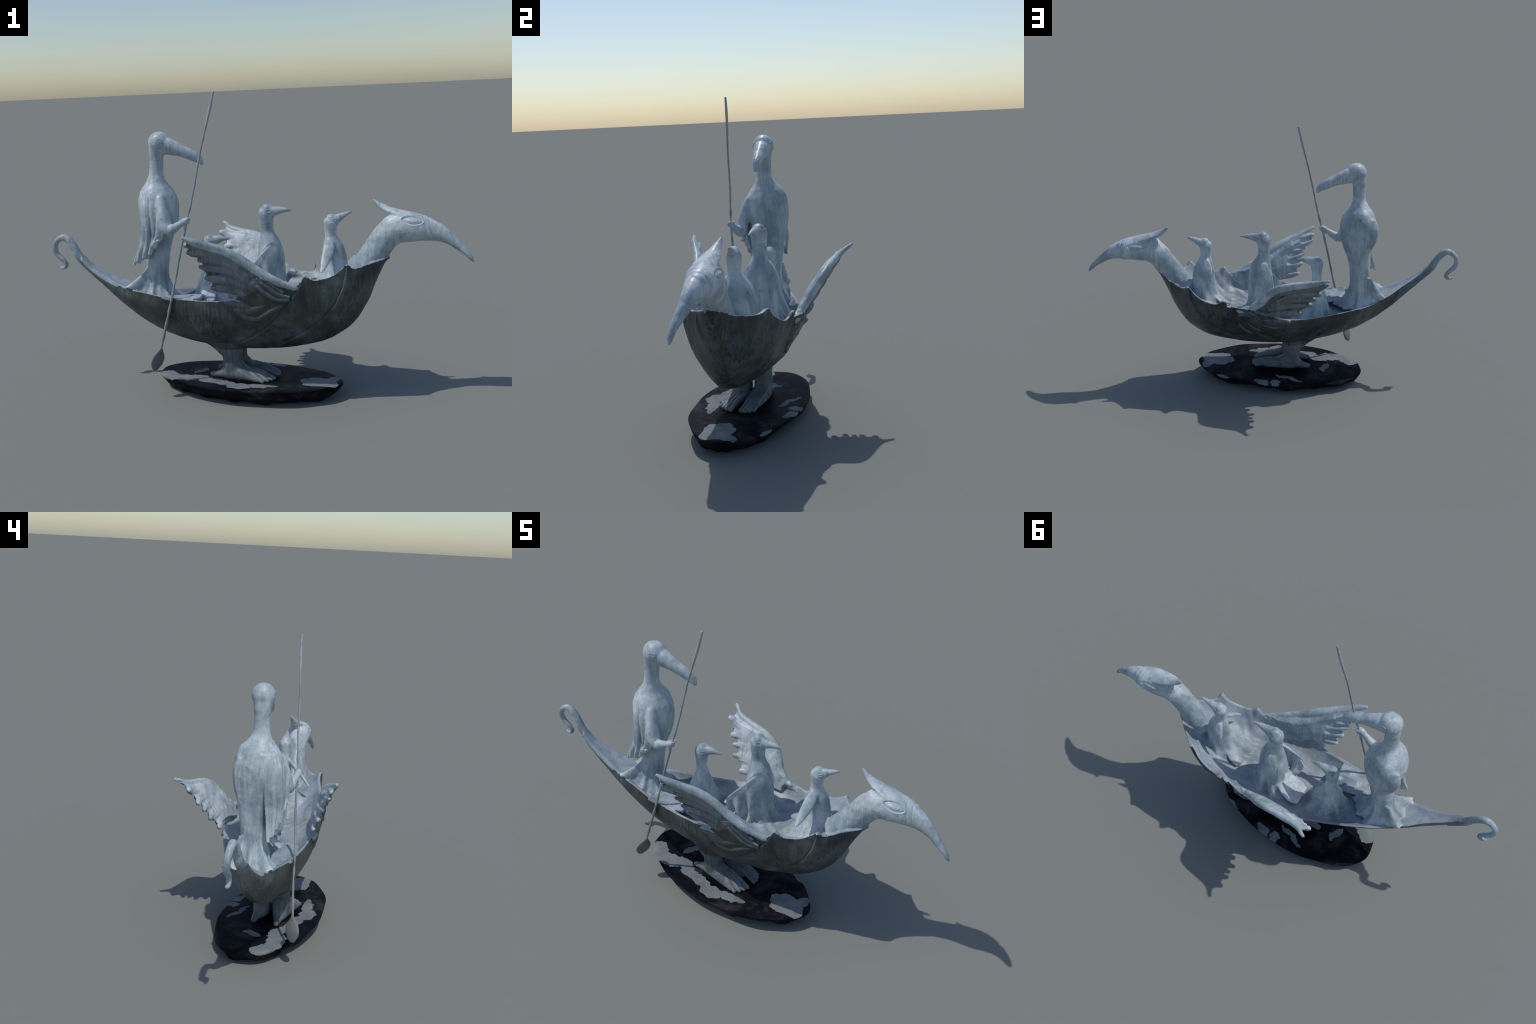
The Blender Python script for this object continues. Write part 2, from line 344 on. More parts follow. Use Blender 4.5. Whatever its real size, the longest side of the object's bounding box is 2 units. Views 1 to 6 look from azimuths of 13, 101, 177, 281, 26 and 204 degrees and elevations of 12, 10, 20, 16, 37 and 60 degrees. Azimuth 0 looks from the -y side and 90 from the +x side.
N = unit(np.cross(np.gradient(G, axis=0), np.gradient(G, axis=1)))
G = G + N*pleat[..., None]
G[:, :, 2] -= (np.clip(tt*4 - 3, 0, 1))*.005*np.cos(aa*TAU*6)
sheet((BM, "wing#right"), G, .013)
tube((BM, "arm"), [(-.405,-.125,.925,.024,.026),(-.388,-.150,.860,.027,.027),(-.372,-.163,.805,.028,.026),(-.355,-.168,.788,.027,.024),(-.328,-.176,.797,.0215,.020),
                   (-.300,-.184,.814,.0155,.0145),(-.285,-.188,.823,.0135,.013)], m=40, n=20)
tube((BM, "hand"), [(-.290,-.187,.820,.0130,.013),(-.276,-.190,.829,.0155,.0165),(-.262,-.191,.835,.0150,.0155)], m=14, n=16)
tube((BM, "hand"), [(-.276,-.188,.815,.008,.006),(-.272,-.188,.795,.006,.005),(-.274,-.189,.775,.0045,.0045)], side=(0,1,0), m=12, n=12)

# ------------------------------------------------------------------ passengers
def flare(seed, amp, z0, dz):
    p = np.random.default_rng(seed).uniform(0, TAU, 4)
    def f(th, z):
        k = np.clip((z0 - z)/dz, 0, 1) ** 1.3
        return 1 + k*amp*(.5*np.cos(7*th + p[0]) + .45*np.cos(11*th + p[1]) + .4*np.cos(4*th + p[2])) + .008*np.cos(5*th + p[3] + 9*z)
    return f
P1, P2, P3 = "passenger#a", "passenger#b", "passenger#c"
stack((P1, "torso"), [(.75,.3435,.3965,-.002,-.053),(.735,.343,.398,-.003,-.053),(.71,.337,.411,.002,-.055),(.68,.330,.427,.010,-.060),(.64,.325,.438,.016,-.066),
      (.60,.320,.444,.022,-.076),(.56,.312,.447,.026,-.094),(.53,.300,.450,.034,-.118),(.50,.280,.453,.046,-.145),(.47,.252,.456,.060,-.165),(.44,.235,.460,.070,-.175)], fold=flare(3,.15,.60,.14), n=90)
tube((P1, "robe"), [(.34,-.02,.54,.010,.030),(.30,.000,.505,.010,.034),(.265,.018,.485,.008,.032),(.247,.026,.478,.005,.022)], normal=(-.4,.1,.9), m=20)
tube((P1, "head"), [(.369,-.028,.725,.027,.0255),(.369,-.028,.750,.0275,.026),(.369,-.028,.775,.031,.029),(.370,-.027,.797,.033,.031),(.374,-.027,.812,.024,.024)], side=(0,1,0), m=24, n=26)
tube((P1, "beak"), [(.372,-.027,.796,.031,.029),(.396,-.026,.810,.0225,.020),(.420,-.025,.8225,.0150,.0135),(.445,-.023,.834,.0085,.0085),(.4635,-.0215,.841,.004,.0042)], m=24, n=20)
tube((P1, "wing#right"), [(.368,-.050,.715,.010,.018),(.366,-.080,.685,.012,.025),(.358,-.115,.650,.010,.023),(.348,-.148,.613,.007,.014),(.341,-.166,.593,.004,.006)], normal=(.3,-.6,.75), m=26, n=18)
tube((P1, "wing#left"), [(.365,-.002,.715,.010,.018),(.362,.016,.685,.011,.026),(.357,.031,.650,.009,.024),(.352,.043,.620,.007,.015),(.350,.049,.602,.004,.006)], normal=(.2,.8,.5), m=26, n=18)

stack((P2, "torso"), [(.76,.034,.095,.040,-.021),(.745,.033,.098,.041,-.022),(.70,.026,.125,.049,-.040),(.65,.019,.140,.068,-.060),(.60,.012,.144,.076,-.068),(.55,.006,.143,.080,-.070),
      (.50,.004,.144,.085,-.072),(.46,-.010,.156,.095,-.080),(.435,-.030,.172,.108,-.090),(.42,-.045,.185,.118,-.098)], fold=flare(5,.20,.62,.17), n=110)
tube((P2, "head"), [(.064,.009,.735,.032,.0315),(.063,.009,.770,.031,.031),(.063,.008,.805,.034,.033),(.064,.008,.835,.037,.036),(.070,.007,.852,.028,.028)], side=(0,1,0), m=26, n=28)
tube((P2, "beak"), [(.066,.007,.835,.034,.033),(.095,.004,.843,.0270,.024),(.125,.000,.848,.0185,.0165),(.155,-.003,.850,.0110,.0105),(.1845,-.0065,.848,.004,.0045)], m=26, n=20)
top = curve([(.095,-.030,.705),(.060,-.060,.668),(.010,-.080,.610),(-.035,-.085,.555),(-.050,-.080,.530)], 30)
bot = curve([(.120,-.050,.520),(.085,-.065,.490),(.045,-.070,.465),(.005,-.068,.450),(-.035,-.055,.450)], 30)
mid = curve([(.115,-.050,.62),(.075,-.070,.580),(.025,-.080,.535),(-.020,-.080,.500),(-.045,-.070,.488)], 30)
G = np.stack([curve(np.stack([top, mid, bot])[:, i], 40) for i in range(30)])
uu, vv = np.meshgrid(np.linspace(0, 1, 30), np.linspace(0, 1, 40), indexing='ij')
G[..., 1] += .017*np.sin(uu*TAU*2.8 + .5 - .8*vv)*np.clip(vv*1.7 - .3, 0, 1)
sheet((P2, "wing#right"), G, .014)
tube((P2, "wing#left"), [(.065,.046,.710,.011,.022),(.062,.064,.670,.013,.034),(.052,.076,.620,.013,.036),(.040,.082,.570,.010,.024),(.036,.084,.530,.006,.010)], normal=(-.15,1,.2), m=26, n=20)
tube((P2, "robe"), [(.015,.020,.500,.010,.050),(-.025,.026,.470,.009,.062),(-.065,.030,.448,.008,.064),(-.095,.032,.440,.006,.052)], normal=(-.6,.1,.8), m=22)

stack((P3, "torso"), [(.64,-.2475,-.197,.016,-.034),(.62,-.247,-.198,.017,-.035),(.59,-.247,-.194,.022,-.040),(.55,-.262,-.180,.034,-.054),(.51,-.277,-.166,.046,-.066),
      (.47,-.288,-.152,.058,-.078),(.44,-.298,-.135,.072,-.092),(.42,-.306,-.12,.085,-.105),(.405,-.315,-.11,.095,-.115)], fold=flare(11,.15,.56,.14), n=90)
tube((P3, "robe"), [(-.215,-.06,.52,.010,.026),(-.205,-.10,.482,.010,.034),(-.20,-.14,.458,.009,.036),(-.20,-.175,.450,.006,.026)], normal=(.1,-.6,.8), m=20)
tube((P3, "head"), [(-.2225,-.010,.605,.0255,.0255),(-.222,-.009,.635,.0260,.026),(-.221,-.008,.665,.0300,.029),(-.220,-.007,.695,.0345,.031),(-.213,-.007,.712,.027,.026)], side=(0,1,0), m=24, n=26)
tube((P3, "beak"), [(-.218,-.007,.698,.033,.029),(-.190,-.008,.709,.0250,.021),(-.165,-.010,.7145,.0175,.015),(-.140,-.011,.7175,.0100,.0095),(-.114,-.0128,.717,.004,.0045)], m=24, n=20)

# ------------------------------------------------------------------ keep figures inside the hull shell
def clamp_inside(V):
    x = V[:, 0]
    def at(c): return np.interp(x, xs[::-1], c[::-1])
    zk = at(kk[:, 1]); yk = at(kk[:, 0])
    floor = at(ff) - .025
    for sgn, rim in ((-1, rr), (1, rl)):
        ry, rz = at(rim[:, 0]), at(rim[:, 1])
        h = np.clip((rz - V[:, 2])/np.maximum(rz - zk, .01), 0, 1)
        lim = yk + (ry - yk)*np.sqrt(np.clip(1 - h**1.2, 0, 1)) - sgn*.016
        under = V[:, 2] < rz + .002
        V[:, 1] = np.where(under & (sgn*V[:, 1] > sgn*lim), lim, V[:, 1])
    V[:, 2] = np.maximum(V[:, 2], floor)
    return V
off = 0
for k in range(len(SRC_V)):
    pass
vert_part = np.full(sum(len(v) for v in SRC_V), -1)
for f, l in zip(SRC_F, SRC_L):
    for v in f: vert_part[v] = l
fig = np.array([l[0] in (BM, FH) or l[0].startswith("passenger") for l in LABELS])
ALLV = np.concatenate(SRC_V)
sel = (vert_part >= 0) & fig[vert_part] & (ALLV[:, 2] < .66) & (ALLV[:, 0] < .645)
ALLV[sel] = clamp_inside(ALLV[sel])

# ------------------------------------------------------------------ fuse, fillet, carve
def mesh_from(name, V, F):
    me = bpy.data.meshes.new(name); me.from_pydata([tuple(v) for v in V], [], [tuple(f) for f in F]); me.update(); return me

src_bvh = BVHTree.FromPolygons([tuple(v) for v in ALLV], SRC_F)
tmp = bpy.data.objects.new("fuse", mesh_from("fuse", ALLV, SRC_F)); bpy.context.scene.collection.objects.link(tmp)
mod = tmp.modifiers.new("r", 'REMESH'); mod.mode = 'VOXEL'; mod.voxel_size = VOXEL; mod.adaptivity = 0
ev = tmp.evaluated_get(bpy.context.evaluated_depsgraph_get()); me = bpy.data.meshes.new_from_object(ev)
bpy.data.objects.remove(tmp)
nv = len(me.vertices); P = np.empty(nv*3); me.vertices.foreach_get("co", P); P = P.reshape(-1, 3)
nl = len(me.loops); LV = np.empty(nl, np.int64); me.loops.foreach_get("vertex_index", LV)
nf = len(me.polygons); LS = np.empty(nf, np.int64); LT = np.empty(nf, np.int64)
me.polygons.foreach_get("loop_start", LS); me.polygons.foreach_get("loop_total", LT)
E_ = np.empty(len(me.edges)*2, np.int64); me.edges.foreach_get("vertices", E_); E_ = E_.reshape(-1, 2)
bpy.data.meshes.remove(me)
FQ = LV[LS[:, None] + np.minimum(np.arange(4), (LT - 1)[:, None])]          # quads (tris repeat the last vertex)
deg = np.bincount(E_.ravel(), minlength=nv).astype(float)

def nb_mean(X):
    out = np.empty_like(X)
    for k in range(X.shape[1]):
        out[:, k] = (np.bincount(E_[:, 0], X[E_[:, 1], k], nv) + np.bincount(E_[:, 1], X[E_[:, 0], k], nv)) / deg
    return out

def relax(P, w, it, lam=.5, mu=-.52):
    w = w[:, None]
    for _ in range(it):
        P = P + lam*w*(nb_mean(P) - P)
        P = P + mu*w*(nb_mean(P) - P)
    return P

# label every vertex with its nearest source part
vl = np.empty(nv, np.int64)
SL = np.array(SRC_L)
for i in range(nv):
    vl[i] = SL[src_bvh.find_nearest(P[i])[2]]
# fillet where different parts meet (feathers and toes stay crisper)
crisp = np.array([any(s.startswith(("feather", "toe", "hand")) for s in l) for l in LABELS])
shell = np.array([l in (("hull",), ("deck",)) for l in LABELS])
diff = vl[E_[:, 0]] != vl[E_[:, 1]]
both_crisp = crisp[vl[E_[:, 0]]] | crisp[vl[E_[:, 1]]] | (shell[vl[E_[:, 0]]] & shell[vl[E_[:, 1]]])
seed = np.zeros(nv); e = E_[diff & ~both_crisp]; seed[e.ravel()] = 1
ring_n = seed.copy()
for _ in range(7):
    m = np.maximum.reduceat if False else None
    a = ring_n.copy()
    np.maximum.at(a, E_[:, 0], ring_n[E_[:, 1]]*.86); np.maximum.at(a, E_[:, 1], ring_n[E_[:, 0]]*.86)
    ring_n = a
for _ in range(22):
    P = P + (.5*ring_n)[:, None]*(nb_mean(P) - P)
P = relax(P, np.ones(nv), 4)

def normals(P):
    a, b, c, d = (P[FQ[:, k]] for k in range(4))
    fn = np.cross(c - a, d - b)
    n = np.zeros_like(P)
    for k in range(4):
        for ax in range(3):
            n[:, ax] += np.bincount(FQ[:, k], fn[:, ax], nv)
    return unit(n)

def dist_poly(P, poly):
    """distance of points to a polyline and arc parameter"""
    poly = np.asarray(poly, float); best = np.full(len(P), 9.); 
    for a, b in zip(poly[:-1], poly[1:]):
        ab = b - a; t = np.clip(((P - a) @ ab)/(ab @ ab), 0, 1)
        best = np.minimum(best, np.linalg.norm(P - a - t[:, None]*ab, axis=1))
    return best

Nn = normals(P)
# tidy region borders: pale lip along the rim, tail and shanks hand over to the hull
H_, D_, T_ = LABELS.index(("hull",)), LABELS.index(("deck",)), LABELS.index(("tail",))
for side in ("right", "left"):
    k = LABELS.index(("leg#" + side, "shank")); vl[(vl == k) & (P[:, 2] > .222)] = H_
m = (vl == T_) & (P[:, 0] > -.85); vl[m] = np.where(Nn[m, 2] > .45, D_, H_)
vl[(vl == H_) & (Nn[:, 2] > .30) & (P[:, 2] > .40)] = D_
def soften(mask, on, it):
    """smooth a two-way label border inside mask; returns the share of 'on'"""
    m = mask.astype(float); q = np.where(mask, on, 0).astype(float)
    for _ in range(it):
        num = nb_mean(np.column_stack([q*m, m])); q = np.where(mask, .4*q + .6*num[:, 0]/np.maximum(num[:, 1], 1e-6), 0)
    return q
hd = (vl == H_) | (vl == D_)
q_ = soften(hd, vl == D_, 14)
vl[hd] = np.where(q_[hd] > .5, D_, H_)
# wings: pale inner web, brown-grey outer plumage with some shade painted into it
for side in ("right", "left"):
    W = WINGS[side]; ids = [k for k, l in enumerate(LABELS) if l[0] == "wing#" + side]
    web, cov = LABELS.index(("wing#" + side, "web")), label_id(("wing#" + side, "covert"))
    wing = np.isin(vl, ids); facing = Nn @ unit(W["out"])
    q_ = soften(wing, facing > .12, 10)
    plume = np.isin(vl, [k for k in ids if LABELS[k][1].startswith("feather")])
    vl[wing & (q_ <= .5)] = web
    lead_v = vl == LABELS.index(("wing#" + side, "leading_edge"))
    q2 = soften(wing, lead_v, 8)
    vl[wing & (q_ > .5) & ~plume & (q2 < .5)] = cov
    vl[wing & (q2 >= .5)] = web
disp = np.zeros(nv)
lab_is = lambda *names: np.isin(vl, [i for i, l in enumerate(LABELS) if l[0] in names or l in names])
# overlapping petal seams down both sides of the bow
hull_v = lab_is("hull")
zz, xx, yy = P[:, 2], P[:, 0], P[:, 1]
for zc, xc in (([.22,.30,.36,.40,.46,.535,.60,.66], [.10,.225,.315,.360,.405,.440,.455,.458]),
               ([.22,.27,.32,.38,.46,.53,.56,.60], [-.12,-.02,.06,.130,.195,.245,.258,.262])):
    s = xx - np.interp(zz, zc, xc)
    fade = np.clip((zz - .24)/.05, 0, 1)*hull_v
    disp += fade*np.where(s > 0, .0070*np.exp(-s/.06), -.0040*np.exp(s/.010))
# seam down the breast of the bow
s = yy + .045
disp -= hull_v*(xx > .36)*(zz > .27)*.0028*np.exp(-(s/.0035)**2)
# wrinkles of the deck around the middle
deck_v = lab_is("deck")
amp = np.exp(-((xx - .22)/.10)**2)
disp += deck_v*amp*.0035*np.sin((yy*1.0 + .35*xx)*110 + 2*np.sin(xx*40))*np.clip((-yy + .02)/.06, 0, 1)
# furrows between neighbouring flight feathers, deep outside, short at the tips inside
for side in ("right", "left"):
    W = WINGS[side]; ids = [k for k, l in enumerate(LABELS) if l[0] == "wing#" + side]
    sel = np.where(np.isin(vl, ids))[0]; face = (Nn[sel] @ unit(W["out"]))
    hol = A([(-.021 if side == "right" else -.007)*np.interp(t, [0,.25,.7,1], [.35,1,.85,.05]) for t in np.linspace(0, 1, 16)])[:, None]*W["out"]
    fly = [curve([(x, W["fn"](x, z), z) for x, z in f[0]], 16) + hol for f in W["feathers"] if f[3] == 0]
    fly = [curve([(x, W["fn"](x, z), z) for x, z in W["lead"]], 16)] + fly if side == "left" else fly
    for a, b in zip(fly[:-1], fly[1:]):
        if np.linalg.norm(a[-1] - b[-1]) > .09: continue
        mid = (a + b)/2
        d = dist_poly(P[sel], mid); d2 = dist_poly(P[sel], mid[9:])
        disp[sel] += np.where(face > 0, -.0100*np.exp(-(d/.0065)**2), -.0050*np.exp(-((np.maximum(d2 - .014, 0))/.0045)**2))
# creases
def groove(mask, poly, width, depth):
    d = dist_poly(P, poly)
    return -1.0*mask*depth*np.exp(-(d/width)**2)
bm = lab_is(BM)
th = np.linspace(0, 1, 14)
sw = [(-.475 + .030*math.cos(a)*(1 - .0*i), .052, .868 + .035*math.sin(a)) for i, a in enumerate(np.linspace(-.6, 2.9, 12))]
disp += groove(bm, sw, .0045, .003)
sw = [(-.505 + .022*math.cos(a), .045, .885 + .030*math.sin(a)) for a in np.linspace(-1.2, 2.4, 10)]
disp += groove(bm, sw, .0045, .003)
for x0, x1 in ((-.512,-.478),(-.495,-.462),(-.470,-.445),(-.448,-.428),(-.420,-.414)):
    disp += groove(bm*(yy > -.03), [(x0, .040, .80), (x0*.6 + x1*.4, .03, .72), (x1, .015, .64), (x1*.98, .01, .54)], .005, .0045)
# long furrows down the back of the boatman
for y0 in (-.075, -.02):
    disp += groove(bm*(xx < -.47), [(-.53, y0, .90), (-.52, y0, .80), (-.517, y0 - .005, .70), (-.515, y0, .58)], .006, .003)
def almond(cx, cz, tilt, length, height):
    q = np.linspace(0, TAU, 33); u = np.cos(q)*length/2; v = np.sign(np.sin(q))*np.abs(np.sin(q))**1.5*height/2
    return np.stack([cx + u*math.cos(tilt) - v*math.sin(tilt), cz + u*math.sin(tilt) + v*math.cos(tilt)], -1)
fh_v = lab_is(FH)
EYES = [(.736, .811, -.13, -1), (.727, .796, .04, 1)]
for cx, cz, tilt, sg in EYES:
    near = fh_v & (sg*(yy + .047) > .02) & (abs(xx - cx) < .07) & (abs(zz - cz) < .05)
    Q = np.column_stack([xx, zz])[near]
    d = dist_poly(Q, almond(cx, cz, tilt, .088, .029))
    u = (Q[:, 0] - cx)*math.cos(tilt) + (Q[:, 1] - cz)*math.sin(tilt); v = -(Q[:, 0] - cx)*math.sin(tilt) + (Q[:, 1] - cz)*math.cos(tilt)
    brow = .0014*np.exp(-((d - .006)/.004)**2)*(np.abs(v) > .35*.029*np.clip(1 - (u/.044)**2, 0, 1))
    disp[near] += -.0042*np.exp(-(d/.0024)**2) + brow
# joint lines round the beak root
for xo in (.795, .818):
    s = xx - xo + .25*(zz - .77)
    disp -= fh_v*.0016*np.exp(-(s/.0022)**2)
# grain of the hand-modelled wax
nz = np.array([mnoise.fractal(Vector(p)*28, 1.0, 2.0, 3) for p in P[::1]]) if nv < 900000 else np.zeros(nv)
disp += .0010*nz
P = P + Nn*disp[:, None]
Nn = normals(P)

# ------------------------------------------------------------------ materials
def mat(name):
    m = bpy.data.materials.new(name); m.use_nodes = True
    nt = m.node_tree; nt.nodes.clear()
    out = nt.nodes.new("ShaderNodeOutputMaterial"); b = nt.nodes.new("ShaderNodeBsdfPrincipled")
    nt.links.new(b.outputs[0], out.inputs[0])
    tc = nt.nodes.new("ShaderNodeTexCoord")
    return m, nt, b, tc.outputs["Object"]
def mapping(nt, vec, scale=(1,1,1), loc=(0,0,0), rot=(0,0,0)):
    n = nt.nodes.new("ShaderNodeMapping"); n.inputs["Scale"].default_value = scale; n.inputs["Location"].default_value = loc
    n.inputs["Rotation"].default_value = rot
    nt.links.new(vec, n.inputs["Vector"]); return n.outputs[0]
def noise(nt, vec, scale, detail=6, rough=.6, dist=0):
    n = nt.nodes.new("ShaderNodeTexNoise"); n.inputs["Scale"].default_value = scale; n.inputs["Detail"].default_value = detail
    n.inputs["Roughness"].default_value = rough; n.inputs["Distortion"].default_value = dist
    nt.links.new(vec, n.inputs["Vector"]); return n.outputs["Fac"]
def ramp(nt, fac, stops):
    n = nt.nodes.new("ShaderNodeValToRGB"); el = n.color_ramp.elements
    while len(el) > 1: el.remove(el[-1])
    el[0].position = stops[0][0]; el[0].color = (*stops[0][1], 1) if len(stops[0][1]) == 3 else stops[0][1]
    for p, c in stops[1:]:
        e = el.new(p); e.color = (*c, 1)
    nt.links.new(fac, n.inputs[0]); return n.outputs[0]
def g(v): return (v, v, v)
def mix(nt, fac, a, b, mode='MIX'):
    n = nt.nodes.new("ShaderNodeMix"); n.data_type = 'RGBA'; n.blend_type = mode
    if isinstance(fac, float): n.inputs[0].default_value = fac
    else: nt.links.new(fac, n.inputs[0])
    for s, v in ((6, a), (7, b)):
        if isinstance(v, tuple): n.inputs[s].default_value = (*v, 1)
        else: nt.links.new(v, n.inputs[s])
    return n.outputs[2]
def math_(nt, op, a, b=None, clamp=False):
    n = nt.nodes.new("ShaderNodeMath"); n.operation = op; n.use_clamp = clamp
    for i, v in enumerate((a, b)):
        if v is None: continue
        if isinstance(v, (int, float)): n.inputs[i].default_value = v
        else: nt.links.new(v, n.inputs[i])
    return n.outputs[0]
def bump(nt, bsdf, h, strength, dist):
    n = nt.nodes.new("ShaderNodeBump"); n.inputs["Strength"].default_value = strength; n.inputs["Distance"].default_value = dist
    nt.links.new(h, n.inputs["Height"]); nt.links.new(n.outputs[0], bsdf.inputs["Normal"])

def patina(name, pale, mid, dark, green, streak=.5, rough=.52, brown=None, brown_amt=0.0, soft=1.0, toward=None):
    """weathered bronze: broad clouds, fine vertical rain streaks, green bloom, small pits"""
    m, nt, b, ob = mat(name)
    big = noise(nt, ob, 7, 4, .55, .5)
    col = mix(nt, ramp(nt, big, [(.34, g(0)), (.66, g(1))]), mid, pale)
    wash = noise(nt, mapping(nt, ob, (1, 1, .16), (2, 7, 1)), 34, 4, .6, .3)          # broad rain washes
    col = mix(nt, ramp(nt, wash, [(.50, g(0)), (.72, g(.75*min(1, streak + .25)))]), col, dark)
    col = mix(nt, ramp(nt, wash, [(.28, g(.45)), (.44, g(0))]), col, pale)
    st = noise(nt, mapping(nt, ob, (1, 1, .06)), 120, 3, .6)                            # fine drips
    zone = noise(nt, mapping(nt, ob, (1, 1, .5), (5, 2, 9)), 8, 3, .5)
    col = mix(nt, math_(nt, 'MULTIPLY', math_(nt, 'MULTIPLY', ramp(nt, st, [(.40, g(1)), (.60, g(0))]), ramp(nt, zone, [(.40, g(.1)), (.65, g(1))])), streak), col, dark)
    blot = noise(nt, ob, 42, 7, .65, .3)
    col = mix(nt, ramp(nt, blot, [(.55, g(0)), (.74, g(.42*soft))]), col, dark)
    gr = noise(nt, mapping(nt, ob, (1, 1, .45), (3, 1, 7)), 8, 5, .6, .3)
    col = mix(nt, ramp(nt, gr, [(.52, g(0)), (.70, g(.65*soft))]), col, green)
    if brown:
        br = noise(nt, mapping(nt, ob, (1, 1, .6), (11, 5, 2)), 7, 5, .6, .2)
        col = mix(nt, ramp(nt, br, [(.50, g(0)), (.66, g(brown_amt))]), col, brown)
    if toward:                                                    # the dark hull grows paler along the stern
        x0, x1, other = toward
        sx = nt.nodes.new("ShaderNodeSeparateXYZ"); nt.links.new(ob, sx.inputs[0])
        mr = nt.nodes.new("ShaderNodeMapRange"); mr.inputs["From Min"].default_value = x0; mr.inputs["From Max"].default_value = x1
        nt.links.new(math_(nt, 'ADD', sx.outputs["X"], math_(nt, 'MULTIPLY', math_(nt, 'SUBTRACT', blot, .5), .16)), mr.inputs["Value"])
        col = mix(nt, mr.outputs[0], col, other)
    fine = noise(nt, ob, 230, 3, .6)
    col = mix(nt, ramp(nt, fine, [(.52, g(0)), (.72, g(.28))]), col, dark)
    nt.links.new(col, b.inputs["Base Color"])
    b.inputs["Roughness"].default_value = rough; b.inputs["Specular IOR Level"].default_value = .35
    bump(nt, b, noise(nt, ob, 90, 6, .65), .13, .004)
    return m

M_PALE = patina("pale_patina", (.63,.70,.74), (.29,.355,.395), (.115,.155,.18), (.23,.305,.285), .32, .40)
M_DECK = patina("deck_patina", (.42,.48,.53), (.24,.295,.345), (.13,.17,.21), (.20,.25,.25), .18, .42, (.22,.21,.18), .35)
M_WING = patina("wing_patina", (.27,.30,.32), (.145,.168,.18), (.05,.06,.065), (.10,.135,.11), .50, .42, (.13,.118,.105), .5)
M_PLUME = patina("plume_patina", (.19,.215,.22), (.095,.112,.116), (.035,.04,.042), (.075,.11,.08), .60, .42, (.10,.088,.075), .5)
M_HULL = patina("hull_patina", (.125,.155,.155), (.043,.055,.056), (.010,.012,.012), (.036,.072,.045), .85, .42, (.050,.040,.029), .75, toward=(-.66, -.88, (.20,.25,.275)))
M_TAIL = patina("tail_patina", (.46,.53,.57), (.24,.30,.33), (.10,.135,.15), (.18,.245,.22), .40, .45, toward=(-.90, -.83, (.20,.25,.275)))
M_LEG = patina("leg_patina", (.20,.23,.25), (.105,.128,.143), (.04,.048,.054), (.085,.11,.10), .5)
M_POLE = patina("pole_patina", (.42,.47,.49), (.27,.32,.335), (.12,.14,.15), (.20,.25,.21), .3, .5, (.24,.21,.18), .6)
M_BLADE = patina("blade_patina", (.24,.26,.26), (.15,.17,.17), (.07,.08,.08), (.12,.15,.12), .4, .5, (.17,.14,.11), .6)

# ------------------------------------------------------------------ split the skin into parts
root = bpy.data.objects.new("bird_boat_sculpture", None)
bpy.context.scene.collection.objects.link(root)
root["label"] = "bronze bird-shaped boat carrying a pole-bearing bird boatman and passengers"
root["category"] = "sculpture"
def link(o, parent, material=None):
    bpy.context.scene.collection.objects.link(o)
    o.parent = parent
    if material: o.data.materials.append(material)
    return o
groups = {}
def group(name):
    if name not in groups:
        kind = {"passenger": "passenger_bird", "boatman": "boatman", "figurehead": "figurehead"}[name.split("#")[0]]
        groups[name] = link(bpy.data.objects.new(kind, None), root)
    return groups[name]

fc_l = vl[FQ]                                   # majority label per face
fl = np.where(fc_l[:, 0] == fc_l[:, 1], fc_l[:, 0], fc_l[:, 2])
def material_for(lab):
    k = lab[0].split("#")[0]
    if k == "hull": return M_HULL
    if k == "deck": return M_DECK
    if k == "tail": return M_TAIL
    if k == "wing":
        if lab[1] == "web": return M_PALE
        f = lab[1].split("#")
        return M_WING if f[0] == "feather" and WINGS[lab[0].split("#")[1]]["feathers"][int(f[1])][3] == 0 else M_PLUME
    if k == "leg": return M_LEG
    return M_PALE
def region_object(name, mask, material, parent):
    fq = FQ[mask]
    used, inv = np.unique(fq, return_inverse=True); inv = inv.reshape(fq.shape)
    me = bpy.data.meshes.new(name)
    tri = fq[:, 2] == fq[:, 3]
    lt = np.where(tri, 3, 4); ls = np.concatenate([[0], np.cumsum(lt)[:-1]])
    keep = np.ones(fq.shape, bool); keep[tri, 3] = False
    me.vertices.add(len(used)); me.vertices.foreach_set("co", P[used].ravel())
    me.loops.add(int(lt.sum())); me.loops.foreach_set("vertex_index", inv[keep].astype(np.int32))
    me.polygons.add(len(fq)); me.polygons.foreach_set("loop_start", ls.astype(np.int32))
    me.polygons.foreach_set("use_smooth", np.ones(len(fq), bool))
    me.update(calc_edges=True); me.validate()
    me.normals_split_custom_set_from_vertices([tuple(v) for v in Nn[used]])
    return link(bpy.data.objects.new(name, me), parent, material)

